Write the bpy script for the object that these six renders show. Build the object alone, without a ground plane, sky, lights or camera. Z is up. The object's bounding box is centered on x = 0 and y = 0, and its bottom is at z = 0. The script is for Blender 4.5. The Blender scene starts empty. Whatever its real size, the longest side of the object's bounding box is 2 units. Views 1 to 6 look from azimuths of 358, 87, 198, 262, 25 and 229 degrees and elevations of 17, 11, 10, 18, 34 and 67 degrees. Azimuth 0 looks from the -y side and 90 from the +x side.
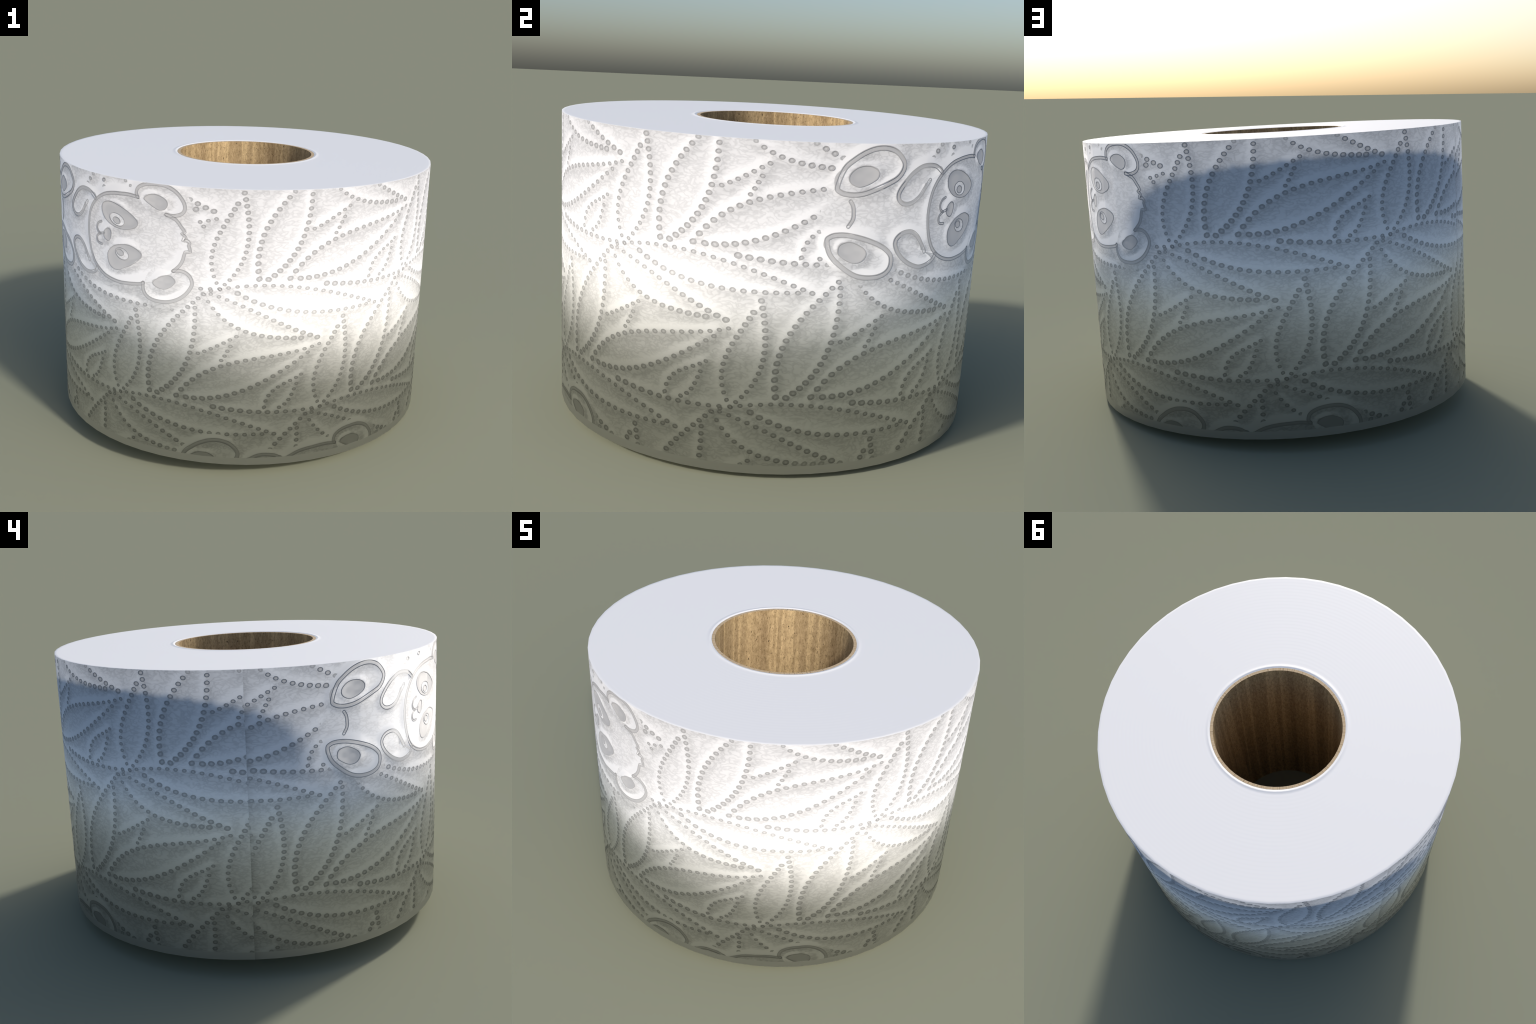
"""Tilted roll of embossed toilet paper on a cardboard core.

The roll is a 58-sided drum whose shading normals swell like a cushion.  The
embossing is a lattice of dotted bamboo leaves with a sitting panda (lying on
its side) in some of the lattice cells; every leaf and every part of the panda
is raised geometry that follows the drum.
"""
import bpy, math
import numpy as np
from math import sin, cos, pi, radians, degrees, comb
from mathutils import Vector, Matrix

# ------------------------------------------------------------------ sizes
R = 0.975            # paper radius
H = 1.3234           # paper width along the axis
SIDES = 58
FIRST = radians(0.41)          # azimuth of one corner of the drum
CORE_OUT, CORE_IN = 0.366, 0.350
CORE_LOW = -0.0457             # the core sticks out below the paper
SWELL = radians(72.0)          # how far the rim normals lean to the axis
AXIS = Vector((0.0410, 0.0083, 1.0)).normalized()
BASE = Vector((0.0, 0.0, 0.72155)) - AXIS * (H / 2)
SEAM = radians(261.2)          # azimuth of the paper's end

# lattice of the embossing, in metres of unrolled paper (x along, z up)
NODE = np.array([radians(167.2) * R, 0.857])
LA = np.array([radians(59.13) * R, 0.0])
LB = np.array([radians(28.8) * R, -0.5935])
PANDA = np.array([radians(130.0) * R, 1.06])
X_MIN, X_MAX = (SEAM - 2 * pi) * R, SEAM * R
PLAIN = 0.036                  # unprinted strip at the bottom edge

# ------------------------------------------------------------------ leaf lines
# name: (dots, dot radius at start, at end, Bezier control points from the node)
LINES = {
    'a1': (16, .0118, .0085, [(.140, .453), (.177, .310), (.184, .143), (.061, .035)]),
    'a2': (15, .0118, .0080, [(.113, .405), (.045, .292), (-.059, .143), (.042, .011)]),
    'b1': (19, .0100, .0128, [(.481, .578), (.356, .500), (.298, .344), (.150, .236), (.215, .065)]),
    'b2': (17, .0100, .0130, [(.443, .509), (.452, .341), (.410, .159), (.256, .063)]),
    'c1': (20, .0128, .0090, [(.355, .066), (.498, .299), (.802, .269), (1.026, .333)]),
    'c2': (17, .0134, .0095, [(.403, .064), (.619, .058), (.801, .179), (.970, .296)]),
    'd1': (22, .0088, .0105, [(.0, .002), (.281, .084), (.562, -.002), (.822, -.105)]),
    'd2': (17, .0128, .0098, [(.120, -.004), (.318, -.116), (.548, -.111), (.766, -.104)]),
    'e1': (15, .0085, .0132, [(-.001, -.013), (.176, -.059), (.327, -.165), (.498, -.227)]),
    'e2': (15, .0082, .0132, [(-.031, -.017), (.051, -.192), (.249, -.220), (.418, -.223)]),
    'f1': (9, .0090, .0085, [(.771, .034), (.771, .127), (.880, .153), (.942, .190)]),
    'f2': (6, .0085, .0090, [(.921, .145), (.902, .103), (.890, .048), (.842, .030)]),
    'g1': (13, .0142, .0088, [(.533, .030), (.702, .008), (.875, -.001), (1.045, .014)]),
    'h1': (7, .0092, .0092, [(.459, .290), (.521, .315), (.577, .351), (.635, .383)]),
    'h2': (4, .0092, .0088, [(.609, .335), (.594, .312), (.585, .286), (.568, .264)]),
}

# ------------------------------------------------------------------ panda, seen lying on its side
FOOT_UP = [(-.490, .102), (-.466, .170), (-.427, .206), (-.387, .231), (-.344, .246), (-.299, .249), (-.259, .239),
           (-.230, .217), (-.211, .189), (-.215, .162), (-.235, .137), (-.268, .119), (-.357, .084), (-.404, .074),
           (-.443, .074), (-.474, .082)]
PAD_UP = [(-.447, .131), (-.442, .152), (-.417, .174), (-.382, .183), (-.346, .178), (-.321, .158), (-.325, .135),
          (-.344, .120), (-.375, .106), (-.406, .101), (-.435, .113)]
FOOT_LO = [(-.516, -.101), (-.502, -.087), (-.480, -.081), (-.442, -.081), (-.390, -.091), (-.335, -.108),
           (-.286, -.129), (-.253, -.153), (-.237, -.177), (-.238, -.212), (-.258, -.237), (-.296, -.250),
           (-.343, -.251), (-.385, -.243), (-.422, -.225), (-.459, -.198), (-.488, -.172), (-.507, -.142)]
PAD_LO = [(-.472, -.144), (-.466, -.120), (-.443, -.109), (-.416, -.108), (-.383, -.121), (-.357, -.139),
          (-.349, -.160), (-.362, -.182), (-.385, -.192), (-.413, -.190), (-.446, -.174), (-.466, -.159)]
TAIL = [(-.433, .048), (-.422, .030), (-.418, .005), (-.419, -.021), (-.435, -.048)]
ARM_UP = [(.006, .146), (-.030, .170), (-.069, .178), (-.114, .175), (-.161, .151), (-.200, .115), (-.224, .081),
          (-.225, .055), (-.205, .036), (-.176, .031), (-.145, .039), (-.114, .061), (-.092, .090), (-.066, .119)]
ARM_LO = [(-.060, -.168), (-.085, -.132), (-.108, -.103), (-.137, -.083), (-.167, -.079), (-.200, -.087),
          (-.221, -.108), (-.221, -.133), (-.201, -.165), (-.168, -.194), (-.130, -.215), (-.086, -.228),
          (-.041, -.223), (-.007, -.208), (.010, -.186)]
FACE = [(.278, .193), (.228, .198), (.175, .196), (.125, .191), (.080, .181), (.039, .162), (.004, .137),
        (-.024, .105), (-.045, .066), (-.057, .011), (-.057, -.035), (-.048, -.086), (-.032, -.129), (-.005, -.169),
        (.038, -.199), (.090, -.218), (.153, -.226), (.219, -.222), (.281, -.213), (.303, -.204)]
EAR_LO = [(.301, -.203), (.302, -.235), (.317, -.261), (.346, -.276), (.388, -.280), (.435, -.275), (.481, -.256),
          (.519, -.225), (.543, -.188), (.544, -.163), (.531, -.139), (.506, -.124), (.477, -.121), (.456, -.126)]
HAIR = [(.456, -.126), (.487, -.097), (.503, -.067), (.513, -.032), (.537, -.029), (.529, .000), (.534, .010),
        (.519, .023), (.502, .020), (.512, .040), (.497, .052), (.511, .058), (.492, .085), (.467, .113), (.422, .130)]
EAR_UP = [(.421, .130), (.458, .128), (.495, .140), (.510, .161), (.508, .186), (.495, .209), (.474, .232),
          (.447, .249), (.415, .260), (.377, .263), (.331, .259), (.296, .248), (.275, .231), (.269, .207), (.278, .193)]
EARPAD_UP = [(.308, .194), (.331, .211), (.360, .217), (.393, .212), (.421, .197), (.430, .178), (.421, .157),
             (.399, .146), (.371, .151), (.337, .168), (.315, .182)]
EARPAD_LO = [(.350, -.195), (.374, -.172), (.408, -.154), (.435, -.149), (.455, -.157), (.468, -.175), (.455, -.195),
             (.429, -.214), (.402, -.220), (.367, -.212)]
EYE_UP = [(.053, .122), (.067, .140), (.099, .150), (.143, .146), (.201, .127), (.247, .103), (.277, .077),
          (.269, .054), (.231, .036), (.191, .029), (.141, .033), (.097, .047), (.065, .073), (.053, .096)]
EYE_LO = [(.085, -.109), (.098, -.081), (.130, -.056), (.173, -.043), (.222, -.038), (.268, -.050), (.296, -.070),
          (.282, -.098), (.244, -.127), (.196, -.152), (.154, -.170), (.118, -.168), (.093, -.147)]
NOSE = [(.059, -.008), (.072, .011), (.096, .022), (.112, .012), (.113, -.010), (.104, -.035), (.090, -.042),
        (.071, -.035), (.061, -.022)]
MOUTH_UP = [(.046, .043), (.023, .033), (.012, .012), (.019, -.006), (.037, -.016)]
MOUTH_LO = [(.065, -.009), (.037, -.016), (.014, -.030), (.010, -.047), (.020, -.061), (.048, -.064)]

# plain parts of the panda where no leaf runs: centre x, z, half-axes, turn (deg)
OVAL = {'body': (-.22, -.02, .275, .17, 0), 'tuft': (.49, .005, .085, .10, 0)}


def swell_normal(az, s):
    up = math.tan(SWELL) * (2 * min(max(s / H, 0), 1) - 1)
    return Vector((sin(az), -cos(az), up)).normalized()


def drum_radius(az):
    step = 2 * pi / SIDES
    return R * cos(step / 2) / cos(((az - FIRST) % step) - step / 2)


def wrap_point(x, z, lift):
    """Unrolled paper (x, z) -> point on the drum, lifted off its faces."""
    az = x / R
    r = drum_radius(az) + lift
    return Vector((r * sin(az), -r * cos(az), z))


# ------------------------------------------------------------------ node helpers
class Nodes:
    def __init__(self, name):
        self.mat = bpy.data.materials.new(name)
        self.mat.use_nodes = True
        self.t = self.mat.node_tree
        self.bsdf = self.t.nodes['Principled BSDF']

    def put(self, sock, value):
        if isinstance(value, bpy.types.NodeSocket):
            self.t.links.new(value, sock)
        else:
            sock.default_value = value

    def node(self, kind, **props):
        n = self.t.nodes.new(kind)
        for k, v in props.items():
            setattr(n, k, v)
        return n

    def math(self, op, a, b=None, c=None, clamp=False):
        n = self.node('ShaderNodeMath', operation=op, use_clamp=clamp)
        for i, v in enumerate((a, b, c)):
            if v is not None:
                self.put(n.inputs[i], v)
        return n.outputs[0]

    def vec(self, op, a, b=None, c=None, scale=None):
        n = self.node('ShaderNodeVectorMath', operation=op)
        for i, v in enumerate((a, b, c)):
            if v is not None:
                self.put(n.inputs[i], v)
        if scale is not None:
            self.put(n.inputs['Scale'], scale)
        return n.outputs['Value'] if op in ('DOT_PRODUCT', 'LENGTH', 'DISTANCE') else n.outputs['Vector']

    def xyz(self, x, y, z):
        n = self.node('ShaderNodeCombineXYZ')
        for i, v in enumerate((x, y, z)):
            self.put(n.inputs[i], v)
        return n.outputs[0]

    def split(self, v):
        n = self.node('ShaderNodeSeparateXYZ')
        self.put(n.inputs[0], v)
        return n.outputs

    def noise(self, vector, scale, detail=2.0, rough=0.5, distortion=0.0):
        n = self.node('ShaderNodeTexNoise')
        self.put(n.inputs['Vector'], vector)
        n.inputs['Scale'].default_value = scale
        n.inputs['Detail'].default_value = detail
        n.inputs['Roughness'].default_value = rough
        n.inputs['Distortion'].default_value = distortion
        return n.outputs['Fac']

    def ramp(self, fac, stops):
        n = self.node('ShaderNodeValToRGB')
        e = n.color_ramp.elements
        while len(e) < len(stops):
            e.new(0.5)
        for el, (p, c) in zip(e, stops):
            el.position = p
            el.color = (*c, 1) if len(c) == 3 else c
        self.put(n.inputs[0], fac)
        return n.outputs[0]

    def mix(self, fac, a, b, blend='MIX'):
        n = self.node('ShaderNodeMix', data_type='RGBA', blend_type=blend)
        self.put(n.inputs[0], fac)
        for i, v in ((6, a), (7, b)):
            self.put(n.inputs[i], v if isinstance(v, bpy.types.NodeSocket) or len(v) == 4 else (*v, 1))
        return n.outputs[2]

    def finish(self, colour, rough=0.5, spec=0.5, normal=None):
        self.put(self.bsdf.inputs['Base Color'], colour if isinstance(colour, bpy.types.NodeSocket) else (*colour, 1))
        self.put(self.bsdf.inputs['Roughness'], rough)
        self.put(self.bsdf.inputs['Specular IOR Level'], spec)
        if normal is not None:
            self.put(self.bsdf.inputs['Normal'], normal)
        return self.mat


def bezier(points, t):
    n = len(points) - 1
    p = np.array(points, float)
    return sum(comb(n, i) * (t ** i * (1 - t) ** (n - i))[:, None] * p[i] for i in range(n + 1))


class Line:
    """One dotted edge: cubic bow v(u) over its chord, dots evenly along its length."""

    def __init__(self, count, r0, r1, ctrl):
        pts = bezier(ctrl, np.linspace(0, 1, 200))
        self.mid = (pts.min(0) + pts.max(0)) / 2
        self.a = pts[0]
        self.L = L = float(np.hypot(*(pts[-1] - pts[0])))
        self.ux = (pts[-1] - pts[0]) / L
        self.vx = np.array([-self.ux[1], self.ux[0]])
        uu, vv = (pts - self.a) @ self.ux, (pts - self.a) @ self.vx
        g = uu * (L - uu)
        self.k1, self.k0 = [float(k) for k in np.linalg.lstsq(np.stack([g * uu, g], 1), vv, rcond=None)[0]]
        u = np.linspace(0, L, 400)
        v = u * (L - u) * (self.k0 + self.k1 * u)
        run = np.r_[0, np.cumsum(np.hypot(np.diff(u), np.diff(v)))]
        fit = np.linalg.lstsq(np.stack([u, u ** 2, u ** 3], 1), run, rcond=None)[0]
        self.run = [float(q) for q in fit]
        s_fit = u * fit[0] + u ** 2 * fit[1] + u ** 3 * fit[2]
        self.step = float(s_fit[-1]) / (count - 1)
        self.r0, self.r1 = r0, r1
        ud = np.interp(np.arange(count) * self.step, s_fit, u)
        vd = ud * (L - ud) * (self.k0 + self.k1 * ud)
        self.dots = [(self.a + self.ux * p + self.vx * q, r0 + (r1 - r0) * p / L) for p, q in zip(ud, vd)]


LINE = {}

WHITE = 0.80                     # paper white
TINT = (1.0, 0.995, 0.99)
EMBOSS_COLOUR, EMBOSS_TILT, SHADING_WIDTH = 0.80, 0.12, 0.027
HALO = {'foot_up': .028, 'foot_lo': .028, 'head': .032, 'ear_up': .028, 'ear_lo': .028, 'arm_up': .026, 'arm_lo': .026}
WHITE_UP, PUPIL_UP = (.152, .071, .049, .029, -12), (.150, .066, .025, .0165, -12)
WHITE_LO, PUPIL_LO = (.180, -.087, .043, .028, -12), (.169, -.082, .024, .0158, -12)
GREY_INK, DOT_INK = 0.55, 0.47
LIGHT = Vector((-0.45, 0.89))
ROUGH, SPEC = 0.5, 0.5


def paper_emboss():
    """Paper of the wall: painted light and dark sides along each leaf line and panda outline."""
    m = Nodes('embossed_paper')
    pos = m.node('ShaderNodeTexCoord').outputs['Object']
    px, py, pz = m.split(pos)
    # azimuth with its jump on the paper's end
    c, s = cos(SEAM), sin(SEAM)
    # turn so that SEAM is where atan2 jumps (+-pi)
    sn = m.math('MULTIPLY_ADD', px, -c, m.math('MULTIPLY', py, -s))
    cs = m.math('MULTIPLY_ADD', px, -s, m.math('MULTIPLY', py, c))
    ang = m.math('ARCTAN2', sn, cs)
    x = m.math('MULTIPLY_ADD', ang, R, (SEAM - pi) * R)
    flat = m.xyz(x, pz, 0.0)
    # lattice coordinates
    inv = np.linalg.inv(np.stack([LA, LB], 1))

    def lattice(inv, origin):
        rel = m.vec('SUBTRACT', flat, (origin[0], origin[1], 0))
        return m.xyz(m.vec('DOT_PRODUCT', rel, (inv[0, 0], inv[0, 1], 0)),
                     m.vec('DOT_PRODUCT', rel, (inv[1, 0], inv[1, 1], 0)), 0.0)
    frac = lattice(inv, NODE)
    total = None
    speck = None
    B = np.stack([LA, LB], 1)
    for name, spec in LINES.items():
        ln = LINE[name] = Line(*spec)
        L, k0, k1, vx = ln.L, ln.k0, ln.k1, ln.vx
        fm = inv @ ln.mid
        f = m.vec('WRAP', m.vec('SUBTRACT', frac, (fm[0], fm[1], 0)), (0.5, 0.5, 0.5), (-0.5, -0.5, -0.5))
        U, V = ln.ux @ B, ln.vx @ B
        u = m.math('ADD', m.vec('DOT_PRODUCT', f, (U[0], U[1], 0)), float((ln.mid - ln.a) @ ln.ux))
        v = m.math('ADD', m.vec('DOT_PRODUCT', f, (V[0], V[1], 0)), float((ln.mid - ln.a) @ ln.vx))
        bow = m.math('MULTIPLY', m.math('MULTIPLY', u, m.math('SUBTRACT', L, u)), m.math('MULTIPLY_ADD', u, k1, k0))
        off = m.math('SUBTRACT', v, bow)
        # where in the row of dots: length along the line, back to the nearest dot
        run = m.math('MULTIPLY', u, m.math('MULTIPLY_ADD', u, m.math('MULTIPLY_ADD', u, ln.run[2], ln.run[1]), ln.run[0]))
        slope = m.math('MULTIPLY_ADD', u, m.math('MULTIPLY_ADD', u, -3 * k1, 2 * (k1 * L - k0)), k0 * L)
        across = m.math('MULTIPLY', off, m.math('INVERSE_SQRT', m.math('MULTIPLY_ADD', slope, slope, 1.0)))
        along = m.math('WRAP', m.math('MULTIPLY_ADD', across, slope, run), ln.step / 2, -ln.step / 2)
        past = m.math('SUBTRACT', m.math('ABSOLUTE', m.math('SUBTRACT', u, L / 2)), L / 2)
        far = m.math('MULTIPLY', m.math('MAXIMUM', m.math('SUBTRACT', past, 0.014), 0.0), 1000.0)
        place = m.xyz(along, across, 0.0)
        wide = m.vec('DOT_PRODUCT', place, (float(ln.ux[0]) / WIDE, float(vx[0]) / WIDE, 0))
        tall = m.vec('DOT_PRODUCT', place, (float(ln.ux[1]) * WIDE, float(vx[1]) * WIDE, 0))
        q = m.math('DIVIDE', m.vec('LENGTH', m.xyz(wide, tall, far)), m.math('MULTIPLY_ADD', u, (ln.r1 - ln.r0) / L, ln.r0))
        speck = q if speck is None else m.math('MINIMUM', speck, q)
        d = m.math('MULTIPLY', off, 1 / SHADING_WIDTH)
        w = m.math('EXPONENT', m.math('MULTIPLY', m.math('MULTIPLY', d, d), -1.0))
        ends = m.math('MULTIPLY_ADD', m.math('ABSOLUTE', m.math('SUBTRACT', u, L / 2)), -1 / 0.03, (L / 2 + 0.03) / 0.03, clamp=True)
        amount = m.math('MULTIPLY', m.math('MULTIPLY', d, w), ends)
        step = m.vec('SCALE', (float(vx[0]), float(vx[1]), 0), scale=amount)
        total = step if total is None else m.vec('ADD', total, step)
    # panda: ovals in a coarser lattice (every third column, every second row)
    pl = np.stack([3 * LA, 2 * LB], 1)
    pf = m.vec('WRAP', lattice(np.linalg.inv(pl), PANDA), (0.5, 0.5, 0.5), (-0.5, -0.5, -0.5))
    p = m.xyz(m.vec('DOT_PRODUCT', pf, (pl[0, 0], pl[0, 1], 0)), m.vec('DOT_PRODUCT', pf, (pl[1, 0], pl[1, 1], 0)), 0.0)
    def polar(points, branch):
        """Distance to an outline given as radius over angle round its middle."""
        pts = np.array(points)
        c = (pts.max(0) + pts.min(0)) / 2
        d = pts - c
        ang = ((np.degrees(np.arctan2(d[:, 1], d[:, 0])) - branch) % 360) / 360
        rad = np.hypot(d[:, 0], d[:, 1])
        order = np.argsort(ang)
        ang, rad = ang[order], rad[order]
        if ARM_NAMES.get(id(points)) is None:
            ends = np.interp([0.0], [ang[-1] - 1, ang[0]], [rad[-1], rad[0]])[0]
            lo = hi = float(ends)
        else:
            lo, hi = float(rad[0]), float(rad[-1])
        top = float(rad.max()) * 1.1
        rel = m.vec('SUBTRACT', p, (float(c[0]), float(c[1]), 0))
        x_, z_, _ = m.split(rel)
        cb, sb = cos(radians(branch)), sin(radians(branch))
        # angle measured from the branch, 0..1
        qx = m.math('MULTIPLY_ADD', x_, -cb, m.math('MULTIPLY', z_, -sb))
        qz = m.math('MULTIPLY_ADD', x_, sb, m.math('MULTIPLY', z_, -cb))
        t = m.math('MULTIPLY_ADD', m.math('ARCTAN2', qz, qx), 1 / (2 * pi), 0.5)
        fc = m.node('ShaderNodeFloatCurve')
        cu = fc.mapping.curves[0]
        prof = [(0.0, lo / top)] + [(float(a), float(r) / top) for a, r in zip(ang, rad) if 0.004 < a < 0.996] + [(1.0, hi / top)]
        while len(cu.points) < len(prof):
            cu.points.new(0.5, 0.5)
        for pt, (a, r) in zip(cu.points, prof):
            pt.location = (a, r)
        fc.mapping.update()
        m.put(fc.inputs['Value'], t)
        length = m.vec('LENGTH', rel)
        sd = m.math('MULTIPLY_ADD', fc.outputs[0], -top, length)
        return sd, m.vec('NORMALIZE', rel)
    ARM_NAMES = {id(ARM_UP): 1, id(ARM_LO): 1}
    HEAD = FACE + HAIR
    shapes = {'foot_up': (FOOT_UP, 0), 'foot_lo': (FOOT_LO, 0), 'pad_up': (PAD_UP, 0), 'pad_lo': (PAD_LO, 0),
              'arm_up': (ARM_UP, 14), 'arm_lo': (ARM_LO, -12.5), 'head': (HEAD, 0), 'ear_up': (EAR_UP, -110),
              'ear_lo': (EAR_LO, 110), 'earpad_up': (EARPAD_UP, 0), 'earpad_lo': (EARPAD_LO, 0),
              'eye_up': (EYE_UP, 0), 'eye_lo': (EYE_LO, 0), 'nose': (NOSE, 0)}
    dist, away = {}, {}
    for k, (pts, branch) in shapes.items():
        dist[k], away[k] = polar(pts, branch)

    def oval(cx, cz, a, b, turn):
        mp = m.node('ShaderNodeMapping', vector_type='TEXTURE')
        m.put(mp.inputs['Vector'], p)
        mp.inputs['Location'].default_value = (cx, cz, 0)
        mp.inputs['Rotation'].default_value = (0, 0, radians(turn))
        mp.inputs['Scale'].default_value = (a, b, 1)
        return m.math('MULTIPLY_ADD', m.vec('LENGTH', mp.outputs[0]), min(a, b), -min(a, b))
    inside = oval(*OVAL['body'])
    for k in ('foot_up', 'foot_lo', 'arm_up', 'arm_lo', 'head', 'ear_up', 'ear_lo'):
        inside = m.math('MINIMUM', inside, dist[k])
    inside = m.math('MINIMUM', inside, oval(*OVAL['tuft']))
    leaf_on = m.math('MULTIPLY_ADD', inside, 25.0, -0.3, clamp=True)
    out_head = m.math('MULTIPLY_ADD', dist['head'], 150.0, 0.5, clamp=True)
    ears = m.math('MINIMUM', dist['ear_up'], dist['ear_lo'])
    out_ears = m.math('MULTIPLY_ADD', ears, 300.0, 2.5, clamp=True)
    panda = None
    for k in shapes:
        wide = HALO.get(k, 0.020)
        d = m.math('MULTIPLY', dist[k], 1 / wide)
        w = m.math('EXPONENT', m.math('MULTIPLY', m.math('MULTIPLY', d, d), -1.0))
        amt = m.math('MULTIPLY', d, w)
        if k in ('ear_up', 'ear_lo', 'arm_up', 'arm_lo'):
            amt = m.math('MULTIPLY', amt, out_head)
        if k == 'head':
            amt = m.math('MULTIPLY', amt, out_ears)
        step = m.vec('SCALE', away[k], scale=m.math('MULTIPLY', amt, 2.2))
        panda = step if panda is None else m.vec('ADD', panda, step)

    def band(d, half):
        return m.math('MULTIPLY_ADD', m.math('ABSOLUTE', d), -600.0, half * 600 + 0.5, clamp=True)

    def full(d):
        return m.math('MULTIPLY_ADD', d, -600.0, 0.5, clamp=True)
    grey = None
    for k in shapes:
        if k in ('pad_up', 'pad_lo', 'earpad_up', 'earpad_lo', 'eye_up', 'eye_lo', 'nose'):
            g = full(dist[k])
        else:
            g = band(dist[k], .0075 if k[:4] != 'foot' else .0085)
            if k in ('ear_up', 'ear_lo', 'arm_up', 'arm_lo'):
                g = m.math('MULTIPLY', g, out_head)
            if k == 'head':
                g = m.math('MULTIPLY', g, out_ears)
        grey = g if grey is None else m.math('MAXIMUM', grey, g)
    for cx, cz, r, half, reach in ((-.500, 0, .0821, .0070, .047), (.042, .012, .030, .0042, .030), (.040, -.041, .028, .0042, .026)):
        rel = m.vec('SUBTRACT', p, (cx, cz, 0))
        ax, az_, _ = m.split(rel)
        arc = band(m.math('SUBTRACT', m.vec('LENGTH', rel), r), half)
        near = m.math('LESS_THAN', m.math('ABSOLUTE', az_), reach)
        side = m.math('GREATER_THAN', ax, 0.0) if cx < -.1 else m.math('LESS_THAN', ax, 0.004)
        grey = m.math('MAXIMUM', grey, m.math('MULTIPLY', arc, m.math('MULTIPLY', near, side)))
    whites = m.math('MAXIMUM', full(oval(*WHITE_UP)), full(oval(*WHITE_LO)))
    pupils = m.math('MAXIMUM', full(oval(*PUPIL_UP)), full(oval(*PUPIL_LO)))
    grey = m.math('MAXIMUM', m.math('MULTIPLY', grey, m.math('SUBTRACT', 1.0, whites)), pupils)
    total = m.vec('ADD', m.vec('SCALE', total, scale=leaf_on), panda)
    printed = m.math('MULTIPLY_ADD', m.math('SUBTRACT', pz, PLAIN), 400.0, 0.5, clamp=True)
    total = m.vec('SCALE', total, scale=printed)
    # fibres
    fib_v = m.xyz(m.math('MULTIPLY', x, 0.55), pz, m.math('MULTIPLY', x, 0.1))
    bend = m.node('ShaderNodeTexNoise')
    m.put(bend.inputs['Vector'], fib_v)
    bend.inputs['Scale'].default_value, bend.inputs['Detail'].default_value = 16.0, 2.0
    fib_v = m.vec('ADD', fib_v, m.vec('SCALE', m.vec('SUBTRACT', bend.outputs['Color'], (.5, .5, .5)), scale=0.035))
    worm = m.math('ABSOLUTE', m.math('SUBTRACT', m.noise(fib_v, 60.0, 1.5, 0.5), 0.5))
    fib = m.math('MULTIPLY', m.math('SUBTRACT', worm, 0.075), 1.6)
    fib = m.math('MINIMUM', fib, 0.06)
    cloud = m.math('MULTIPLY', m.math('SUBTRACT', m.noise(flat, 14.0, 3.0), 0.5), 0.10)
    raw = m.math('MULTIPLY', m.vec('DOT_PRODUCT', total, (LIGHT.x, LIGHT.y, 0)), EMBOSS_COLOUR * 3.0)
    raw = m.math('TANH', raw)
    relief = m.math('MULTIPLY', raw, m.math('MULTIPLY_ADD', raw, 0.05, 0.225))  # upper-left light on the embossing, baked into the paper colour
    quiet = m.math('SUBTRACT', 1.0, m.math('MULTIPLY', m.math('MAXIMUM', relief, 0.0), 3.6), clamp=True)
    grain = m.math('MULTIPLY', m.math('ADD', fib, cloud), m.math('MULTIPLY', quiet, printed))
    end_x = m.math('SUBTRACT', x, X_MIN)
    painted_seam_shade = m.math('MULTIPLY', m.math('EXPONENT', m.math('MULTIPLY', end_x, -1 / 0.020)), -0.27)  # short darker ramp in the paper colour just past the seam
    shade = m.math('ADD', m.math('ADD', relief, grain), painted_seam_shade)
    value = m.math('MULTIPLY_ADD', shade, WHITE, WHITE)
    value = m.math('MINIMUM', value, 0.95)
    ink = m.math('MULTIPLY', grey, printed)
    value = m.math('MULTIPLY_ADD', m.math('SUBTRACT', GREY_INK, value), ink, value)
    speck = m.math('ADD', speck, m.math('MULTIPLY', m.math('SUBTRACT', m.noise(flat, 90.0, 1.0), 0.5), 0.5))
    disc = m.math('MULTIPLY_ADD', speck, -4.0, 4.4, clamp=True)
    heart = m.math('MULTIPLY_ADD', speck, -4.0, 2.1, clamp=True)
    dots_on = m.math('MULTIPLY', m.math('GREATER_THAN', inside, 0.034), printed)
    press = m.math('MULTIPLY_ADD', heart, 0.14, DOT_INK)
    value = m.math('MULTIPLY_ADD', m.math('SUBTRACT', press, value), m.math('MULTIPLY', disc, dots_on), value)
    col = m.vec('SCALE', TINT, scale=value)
    # tilt of the shading normal by the same relief
    rad = m.vec('NORMALIZE', m.xyz(px, py, 0.0))
    rx, ry, _ = m.split(rad)
    gx, gz, _ = m.split(m.vec('SCALE', total, scale=EMBOSS_TILT))
    tang = m.xyz(m.math('MULTIPLY', m.math('MULTIPLY', ry, gx), -1.0), m.math('MULTIPLY', rx, gx), gz)
    tw = m.node('ShaderNodeVectorTransform', vector_type='VECTOR', convert_from='OBJECT', convert_to='WORLD')
    m.put(tw.inputs[0], tang)
    nrm = m.vec('NORMALIZE', m.vec('ADD', m.node('ShaderNodeNewGeometry').outputs['Normal'], tw.outputs[0]))
    return m.finish(col, ROUGH, SPEC, nrm)


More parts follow.
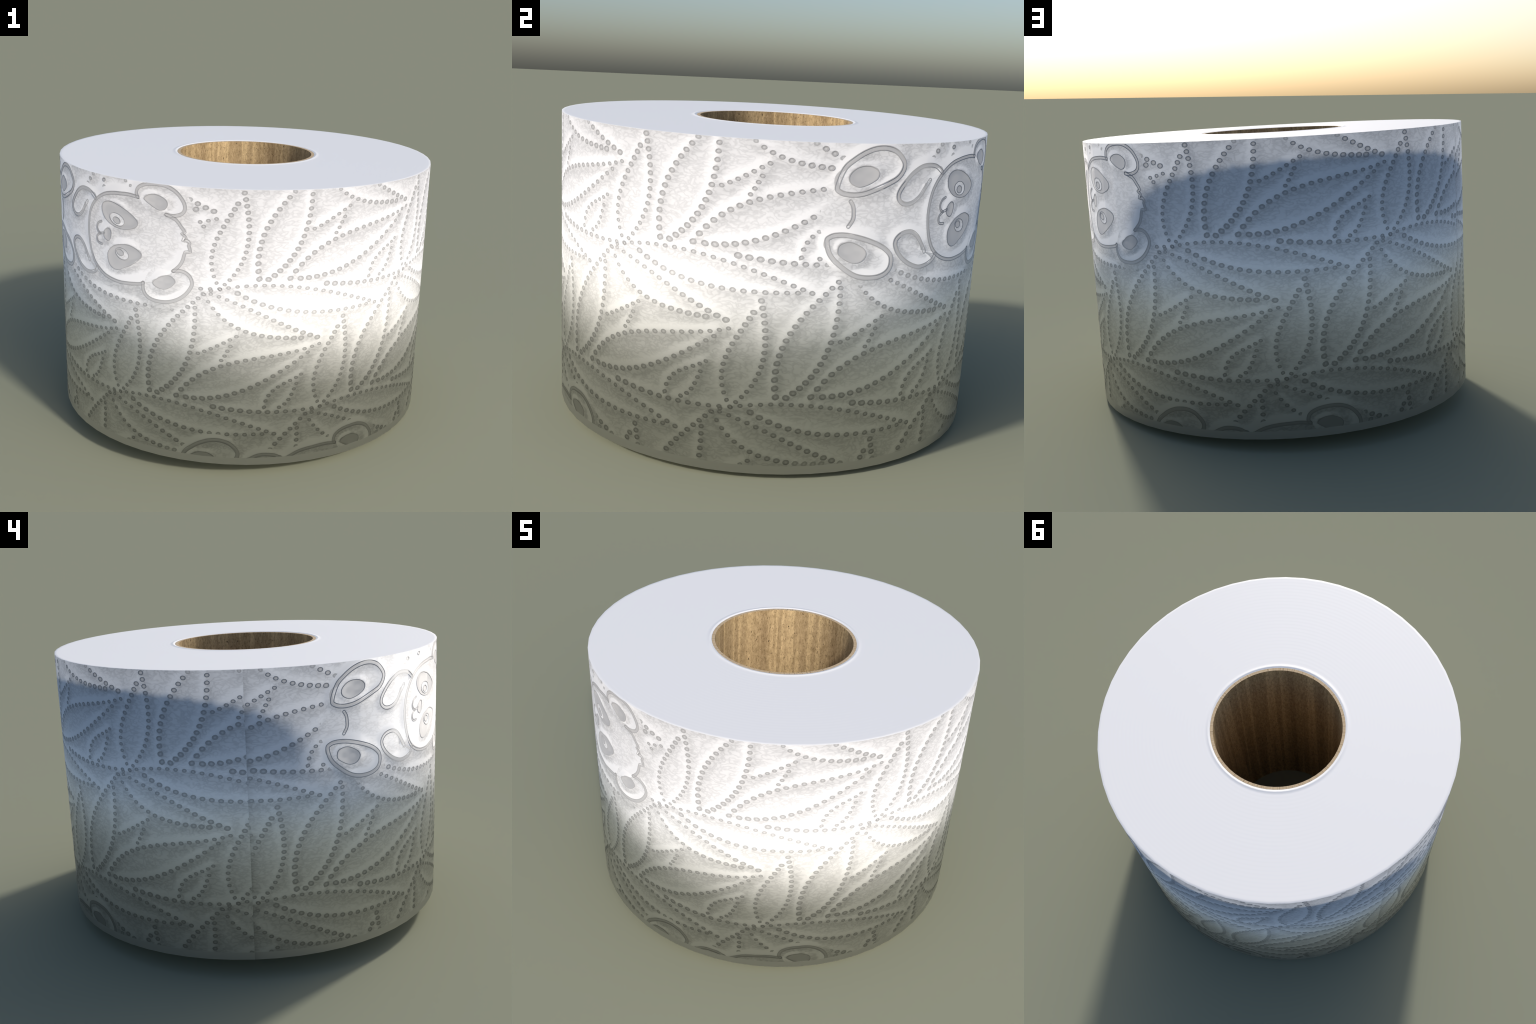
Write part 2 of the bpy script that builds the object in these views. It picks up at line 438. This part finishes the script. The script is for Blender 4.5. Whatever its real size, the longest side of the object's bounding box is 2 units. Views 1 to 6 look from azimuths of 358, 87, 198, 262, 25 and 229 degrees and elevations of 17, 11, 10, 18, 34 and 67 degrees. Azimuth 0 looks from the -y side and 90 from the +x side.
def paper_cap():
    m = Nodes('wound_paper_end')
    pos = m.node('ShaderNodeTexCoord').outputs['Object']
    px, py, pz = m.split(pos)
    r = m.vec('LENGTH', m.xyz(px, py, 0.0))
    turn = m.math('ARCTAN2', px, py)
    ply = m.math('SINE', m.math('ADD', m.math('MULTIPLY', r, 2 * pi / 0.022), turn))
    grain = m.noise(m.xyz(m.math('MULTIPLY', turn, 0.6), m.math('MULTIPLY', r, 30.0), 0.0), 3.0, 2.0)
    b = m.node('ShaderNodeBump')
    b.inputs['Strength'].default_value = 0.010
    b.inputs['Distance'].default_value = 0.01
    m.put(b.inputs['Height'], m.math('MULTIPLY', ply, grain))
    return m.finish(CAP, ROUGH, SPEC, b.outputs[0])


CAP = (0.83, 0.83, 0.835)


def cardboard(inner):
    m = Nodes('cardboard_inside' if inner else 'cardboard_cut_edge')
    pos = m.node('ShaderNodeTexCoord').outputs['Object']
    px, py, pz = m.split(pos)
    turn = m.math('ARCTAN2', px, py)
    band = m.noise(m.xyz(m.math('MULTIPLY', turn, 1.0), 0.0, m.math('MULTIPLY', pz, 0.04)), 3.4, 2.0, 0.5)
    if inner:
        fibre = m.noise(m.xyz(m.math('MULTIPLY', px, 3.0), m.math('MULTIPLY', py, 3.0), pz), 34.0, 3.0, 0.65)
        speck = m.noise(m.xyz(m.math('MULTIPLY', px, 2.0), m.math('MULTIPLY', py, 2.0), pz), 60.0, 1.0, 0.5)
        dust = m.noise(m.xyz(m.math('MULTIPLY', px, 1.8), m.math('MULTIPLY', py, 1.8), pz), 95.0, 2.0, 0.6)
        base = m.ramp(band, [(0.30, (0.32, 0.215, 0.105)), (0.43, (0.46, 0.325, 0.165)), (0.445, (0.66, 0.48, 0.25)), (0.50, (0.60, 0.43, 0.225)), (0.515, (0.48, 0.34, 0.17)), (0.62, (0.42, 0.295, 0.15)), (0.64, (0.33, 0.225, 0.11))])
        base = m.mix(m.math('MULTIPLY_ADD', fibre, 3.0, -1.0, clamp=True), m.mix(0.42, base, (0.13, 0.09, 0.045)), m.mix(0.30, base, (0.62, 0.48, 0.30)))
        base = m.mix(m.math('MULTIPLY_ADD', dust, -7.0, 3.1, clamp=True), base, m.mix(0.6, base, (0.10, 0.065, 0.03)))
        base = m.mix(m.math('MULTIPLY_ADD', speck, -14.0, 4.1, clamp=True), base, (0.05, 0.025, 0.012))
    else:
        tick = m.noise(m.xyz(turn, 0.0, 0.0), 42.0, 3.0, 0.75)
        base = m.ramp(tick, [(0.36, (0.19, 0.135, 0.08)), (0.46, (0.50, 0.38, 0.24)), (0.60, (0.58, 0.45, 0.29)), (0.75, (0.52, 0.36, 0.22))])
    return m.finish(base, 0.75, 0.25)


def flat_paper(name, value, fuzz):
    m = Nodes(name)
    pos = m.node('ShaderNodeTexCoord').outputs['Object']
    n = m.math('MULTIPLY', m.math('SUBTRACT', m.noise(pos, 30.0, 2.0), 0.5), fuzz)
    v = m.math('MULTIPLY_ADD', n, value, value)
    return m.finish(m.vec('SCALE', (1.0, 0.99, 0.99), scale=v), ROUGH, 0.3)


# ------------------------------------------------------------------ mesh helpers
def link(name, mesh, parent, **props):
    ob = bpy.data.objects.new(name, mesh)
    bpy.context.scene.collection.objects.link(ob)
    ob.parent = parent
    for k, v in props.items():
        ob[k] = v
    return ob


class Patch:
    """Raised shapes on the drum, gathered into one mesh."""

    def __init__(self):
        self.v, self.n, self.f, self.mi = [], [], [], []

    def vert(self, x, z, lift, tilt=(0.0, 0.0)):
        az = x / R
        self.v.append(wrap_point(x, z, lift))
        n = swell_normal(az, z)
        n = n + Vector((cos(az) * tilt[0], sin(az) * tilt[0], tilt[1]))
        self.n.append(n.normalized())
        return len(self.v) - 1

    def face(self, ids, mat):
        self.f.append(ids)
        self.mi.append(mat)

    def build(self, name, parent, mats, **props):
        if not self.f:
            return None
        me = bpy.data.meshes.new(name)
        me.from_pydata(self.v, [], self.f)
        for mt in mats:
            me.materials.append(mt)
        me.polygons.foreach_set('material_index', self.mi)
        me.polygons.foreach_set('use_smooth', [True] * len(self.f))
        me.update()
        me.normals_split_custom_set_from_vertices([tuple(n) for n in self.n])
        return link(name, me, parent, **props)


LIFT = 0.0006
LIP, RIM, WIDE = 0.0034, 0.0026, 1.15


def inside_sheet(x, z, margin=0.004):
    return X_MIN + margin < x < X_MAX - margin and PLAIN + margin < z < H - margin


def clip_ring(pts, zlo, zhi):
    """Clip a closed polygon of (x, z) to zlo < z < zhi."""
    for sign, lim in ((1, zlo), (-1, -zhi)):
        out = []
        for i, p in enumerate(pts):
            q = pts[(i + 1) % len(pts)]
            a, b = sign * p[1] - lim, sign * q[1] - lim
            if a >= 0:
                out.append(p)
            if (a >= 0) != (b >= 0):
                t = a / (a - b)
                out.append((p[0] + (q[0] - p[0]) * t, p[1] + (q[1] - p[1]) * t))
        pts = out
        if len(pts) < 3:
            return []
    return pts


def smooth_curve(points, closed, per=5):
    """Catmull-Rom through the control points."""
    p = np.array(points, float)
    n = len(p)
    out = []
    for i in range(n if closed else n - 1):
        if closed:
            a, b, c, d = p[(i - 1) % n], p[i], p[(i + 1) % n], p[(i + 2) % n]
        else:
            a, b, c, d = p[max(i - 1, 0)], p[i], p[i + 1], p[min(i + 2, n - 1)]
        for k in range(per):
            t = k / per
            out.append(0.5 * (2 * b + (c - a) * t + (2 * a - 5 * b + 4 * c - d) * t * t + (3 * b - a - 3 * c + d) * t ** 3))
    if not closed:
        out.append(p[-1])
    return np.array(out)


def dot(patch, x, z, r):
    """Raised rim of one embossed dot."""
    K = 14
    rings = []
    for rel, lift in ((r, -.001), (r, LIFT), (r - RIM, LIFT), (r - RIM, -.001)):
        rings.append([patch.vert(x + WIDE * rel * cos(2 * pi * k / K), z + rel / WIDE * sin(2 * pi * k / K), lift) for k in range(K)])
    for r0, r1 in zip(rings, rings[1:]):
        for k in range(K):
            j = (k + 1) % K
            patch.face((r0[k], r0[j], r1[j], r1[k]), 0)


def ribbon(patch, pts, width, closed, lo=PLAIN, hi=H - 0.002):
    """Embossed groove along a curve: a raised lip on each side."""
    n = len(pts)
    nxt = np.roll(pts, -1, 0) if closed else np.vstack([pts[1:], pts[-1:] * 2 - pts[-2:-1]])
    prv = np.roll(pts, 1, 0) if closed else np.vstack([pts[:1] * 2 - pts[1:2], pts[:-1]])
    t = nxt - prv
    t /= np.maximum(np.hypot(t[:, 0], t[:, 1]), 1e-9)[:, None]
    nr = np.stack([-t[:, 1], t[:, 0]], 1)
    h = width / 2
    e = LIP
    lines = [(-h, -.001), (-h, LIFT), (-h + e, LIFT), (-h + e, -.001),
             (h - e, -.001), (h - e, LIFT), (h, LIFT), (h, -.001)]
    for i in range(n if closed else n - 1):
        j = (i + 1) % n
        for k in (0, 1, 2, 4, 5, 6):
            (o1, l1), (o2, l2) = lines[k], lines[k + 1]
            quad = [(pts[i] + nr[i] * o1, l1), (pts[i] + nr[i] * o2, l2), (pts[j] + nr[j] * o2, l2), (pts[j] + nr[j] * o1, l1)]
            zs = [q[0][1] for q in quad]
            if max(zs) < lo or min(zs) > hi:
                continue
            ids = [patch.vert(q[0][0], min(max(q[0][1], lo), hi), q[1]) for q in quad]
            patch.face(tuple(reversed(ids)), 0)
    if not closed:
        for i, sg in ((0, -1), (n - 1, 1)):       # rounded tips
            if not lo < pts[i][1] < hi:
                continue
            rows = []
            for off, lift in ((h, -.001), (h, LIFT), (h - e, LIFT), (h - e, -.001)):
                rows.append([patch.vert(*(pts[i] + nr[i] * off * cos(pi * k / 8) + sg * t[i] * off * sin(pi * k / 8)), lift)
                             for k in range(9)])
            for r0, r1 in zip(rows, rows[1:]):
                for k in range(8):
                    quad = (r0[k], r0[k + 1], r1[k + 1], r1[k])
                    patch.face(quad if sg < 0 else tuple(reversed(quad)), 0)


def pad(patch, pts, lift=LIFT, lo=PLAIN, hi=H - 0.002):
    """Raised lip round a pressed-in patch."""
    pts = np.array(pts)
    if pts[:, 1].max() < lo or pts[:, 1].min() > hi:
        return
    c = pts.mean(0)
    area = 0.5 * np.sum(pts[:, 0] * np.roll(pts[:, 1], -1) - np.roll(pts[:, 0], -1) * pts[:, 1])
    if area < 0:
        pts = pts[::-1]
    mean_r = np.hypot(*(pts - c).T).mean()
    e = LIP / mean_r
    rings = [[(c + (q - c) * rel, l) for q in pts] for rel, l in ((1, -.001), (1, lift), (1 - e, lift), (1 - e, -.001))]
    n = len(pts)
    for i in range(3):
        for k in range(n):
            j = (k + 1) % n
            quad = (rings[i][k], rings[i][j], rings[i + 1][j], rings[i + 1][k])
            zs = [q[0][1] for q in quad]
            if max(zs) < lo or min(zs) > hi:
                continue
            patch.face(tuple(patch.vert(q[0][0], min(max(q[0][1], lo), hi), q[1]) for q in quad), 0)


def ellipse(cx, cz, a, b, turn, n=28):
    t = np.linspace(0, 2 * pi, n, endpoint=False)
    co, si = cos(radians(turn)), sin(radians(turn))
    return np.stack([cx + a * np.cos(t) * co - b * np.sin(t) * si, cz + a * np.cos(t) * si + b * np.sin(t) * co], 1)


def in_panda(x, z, centres, grow):
    """Inside, or within `grow` of, the panda's big outlines."""
    for c in centres:
        q = np.array([x - c[0], z - c[1]])
        if abs(q[0]) > .7 or abs(q[1]) > .4:
            continue
        for cx, cz, a, b, turn in OVAL.values():
            co, si = cos(radians(turn)), sin(radians(turn))
            d = q - (cx, cz)
            if math.hypot((d[0] * co + d[1] * si) / a, (d[1] * co - d[0] * si) / b) < 1 + grow / min(a, b):
                return True
        for shape in (FOOT_UP, FOOT_LO, ARM_UP, ARM_LO, FACE + HAIR, EAR_UP, EAR_LO):
            p = np.array(shape)
            d = p - (p.max(0) + p.min(0)) / 2
            e = q - (p.max(0) + p.min(0)) / 2
            ang = np.arctan2(d[:, 1], d[:, 0])
            rad = np.interp(math.atan2(e[1], e[0]), np.sort(ang), np.hypot(d[:, 0], d[:, 1])[np.argsort(ang)], period=2 * pi)
            if math.hypot(*e) < rad + grow:
                return True
    return False


# ------------------------------------------------------------------ parts
def build_paper(roll):
    """Drum of paper: one big face per side, rounded only in its shading normals."""
    prof = [(CORE_OUT, H, (0, 1)), (CORE_OUT + .004, H + .0014, (-.55, 1)), (CORE_OUT + .010, H + .0028, (-.10, 1)),
            (CORE_OUT + .015, H + .0022, (.26, 1)), (CORE_OUT + .030, H, (.0, 1)),
            (R - 0.0135, H, (0, 1)), (R, H, (cos(SWELL), sin(SWELL))),
            (R, 0.0, (cos(SWELL), -sin(SWELL))), (R - 0.0135, 0.0, (0, -1)), (CORE_OUT, 0.0, (0, -1))]
    verts, norms, faces, mi = [], [], [], []
    for r, z, (nr, nz) in prof:
        for k in range(SIDES):
            az = FIRST + 2 * pi * k / SIDES
            verts.append((r * sin(az), -r * cos(az), z))
            norms.append(Vector((nr * sin(az), -nr * cos(az), nz)).normalized())
    for i in range(len(prof) - 1):
        for k in range(SIDES):
            j = (k + 1) % SIDES
            faces.append((i * SIDES + k, (i + 1) * SIDES + k, (i + 1) * SIDES + j, i * SIDES + j))
            mi.append(1 if i == 6 else 0)
    me = bpy.data.meshes.new('paper')
    me.from_pydata(verts, [], faces)
    me.materials.append(paper_cap())
    me.materials.append(paper_emboss())
    me.polygons.foreach_set('material_index', mi)
    me.polygons.foreach_set('use_smooth', [True] * len(faces))
    me.update()
    me.normals_split_custom_set_from_vertices([tuple(n) for n in norms])
    return link('paper', me, roll)


def build_core(roll):
    def ring_mesh(name, prof, mat):
        verts, norms, faces = [], [], []
        for r, z, nr, nz in prof:
            for k in range(SIDES):
                az = FIRST + 2 * pi * k / SIDES
                verts.append((r * sin(az), -r * cos(az), z))
                norms.append((nr * sin(az), -nr * cos(az), nz))
        for i in range(len(prof) - 1):
            for k in range(SIDES):
                j = (k + 1) % SIDES
                faces.append((i * SIDES + k, (i + 1) * SIDES + k, (i + 1) * SIDES + j, i * SIDES + j))
        me = bpy.data.meshes.new(name)
        me.from_pydata(verts, [], faces)
        me.materials.append(mat)
        me.polygons.foreach_set('use_smooth', [True] * len(faces))
        me.update()
        me.normals_split_custom_set_from_vertices(norms)
        return me
    inside, edge = cardboard(True), cardboard(False)
    core = link('cardboard_core', ring_mesh('cardboard_core', [(CORE_IN, CORE_LOW, -1, 0), (CORE_IN, H, -1, 0)], inside), roll)
    link('core_edge', ring_mesh('core_edge', [(CORE_IN, H, 0, 1), (CORE_OUT - .0006, H, 0, 1)], edge), core)
    link('core_edge', ring_mesh('core_edge', [(CORE_OUT - .0006, CORE_LOW, 0, -1), (CORE_IN, CORE_LOW, 0, -1)], edge), core)
    link('core_shell', ring_mesh('core_shell', [(CORE_OUT - .0006, H, 1, 0), (CORE_OUT - .0006, CORE_LOW, 1, 0)], edge), core)


def build_embossing(roll, paper):
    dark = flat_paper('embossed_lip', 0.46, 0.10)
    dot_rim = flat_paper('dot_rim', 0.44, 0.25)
    centres = [PANDA + i * 3 * LA + j * 2 * LB for i in range(-3, 3) for j in range(-1, 3)]
    centres = [c for c in centres if X_MIN - .6 < c[0] < X_MAX + .6 and -.3 < c[1] < H + .3]
    for j in range(-2, 4):
        for i in range(-8, 9):
            o = NODE + i * LA + j * LB
            if not (X_MIN - 1.2 < o[0] < X_MAX + .3 and -.7 < o[1] < H + .5):
                continue
            leaves = {}
            for name, ln in LINE.items():
                leaves.setdefault(name[0], []).extend((o[0] + p[0], o[1] + p[1], r) for p, r in ln.dots)
            for dots in leaves.values():
                patch = Patch()
                for x, z, r in dots:
                    if inside_sheet(x, z, r) and not in_panda(x, z, centres, .042):
                        dot(patch, x, z, r)
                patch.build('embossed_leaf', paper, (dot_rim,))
    for c in centres:
        def at(points, closed, per=5):
            return smooth_curve(points, closed, per) + c

        def line(patch, points, width, closed=False, per=5):
            pts = at(points, closed, per)
            if not closed:
                run = []
                for q in list(pts) + [None]:            # cut at the paper's ends
                    if q is not None and X_MIN < q[0] < X_MAX:
                        run.append(q)
                    else:
                        if len(run) > 2:
                            ribbon(patch, np.array(run), width, False)
                        run = []
            elif X_MIN < pts[:, 0].min() and pts[:, 0].max() < X_MAX:
                ribbon(patch, pts, width, True)

        def blob(patch, points, **kw):
            pts = at(points, True, 3)
            if X_MIN < pts[:, 0].min() and pts[:, 0].max() < X_MAX:
                pad(patch, pts, **kw)

        head = Patch()
        line(head, FACE, .0165)
        line(head, HAIR, .0165, per=2)
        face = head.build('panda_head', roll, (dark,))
        if face is None:
            continue
        kinds = [
            ('panda_ear', lambda q: (line(q, EAR_UP, .0175), blob(q, EARPAD_UP))),
            ('panda_ear', lambda q: (line(q, EAR_LO, .0175), blob(q, EARPAD_LO))),
            ('panda_eye', lambda q: (blob(q, EYE_UP), blob(q, ellipse(*WHITE_UP)),
                                     blob(q, ellipse(*PUPIL_UP)))),
            ('panda_eye', lambda q: (blob(q, EYE_LO), blob(q, ellipse(*WHITE_LO)),
                                     blob(q, ellipse(*PUPIL_LO)))),
            ('panda_nose', lambda q: blob(q, NOSE)),
            ('panda_mouth', lambda q: (line(q, MOUTH_UP, .0115), line(q, MOUTH_LO, .0115))),
            ('panda_arm', lambda q: line(q, ARM_UP, .0185)),
            ('panda_arm', lambda q: line(q, ARM_LO, .0185)),
            ('panda_foot', lambda q: (line(q, FOOT_UP, .020, True), blob(q, PAD_UP))),
            ('panda_foot', lambda q: (line(q, FOOT_LO, .020, True), blob(q, PAD_LO))),
            ('panda_tail', lambda q: line(q, TAIL, .0165)),
        ]
        for name, draw in kinds:
            q = Patch()
            draw(q)
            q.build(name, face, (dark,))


def main():
    roll = bpy.data.objects.new('toilet_paper_roll', None)
    bpy.context.scene.collection.objects.link(roll)
    x = Vector((0, 1, 0)).cross(AXIS).normalized()
    y = AXIS.cross(x)
    roll.matrix_world = Matrix(((x.x, y.x, AXIS.x, BASE.x), (x.y, y.y, AXIS.y, BASE.y), (x.z, y.z, AXIS.z, BASE.z), (0, 0, 0, 1)))
    roll['label'] = 'white toilet paper roll embossed with bamboo leaves and pandas'
    roll['category'] = 'toilet paper'
    paper = build_paper(roll)
    build_core(roll)
    build_embossing(roll, paper)


main()
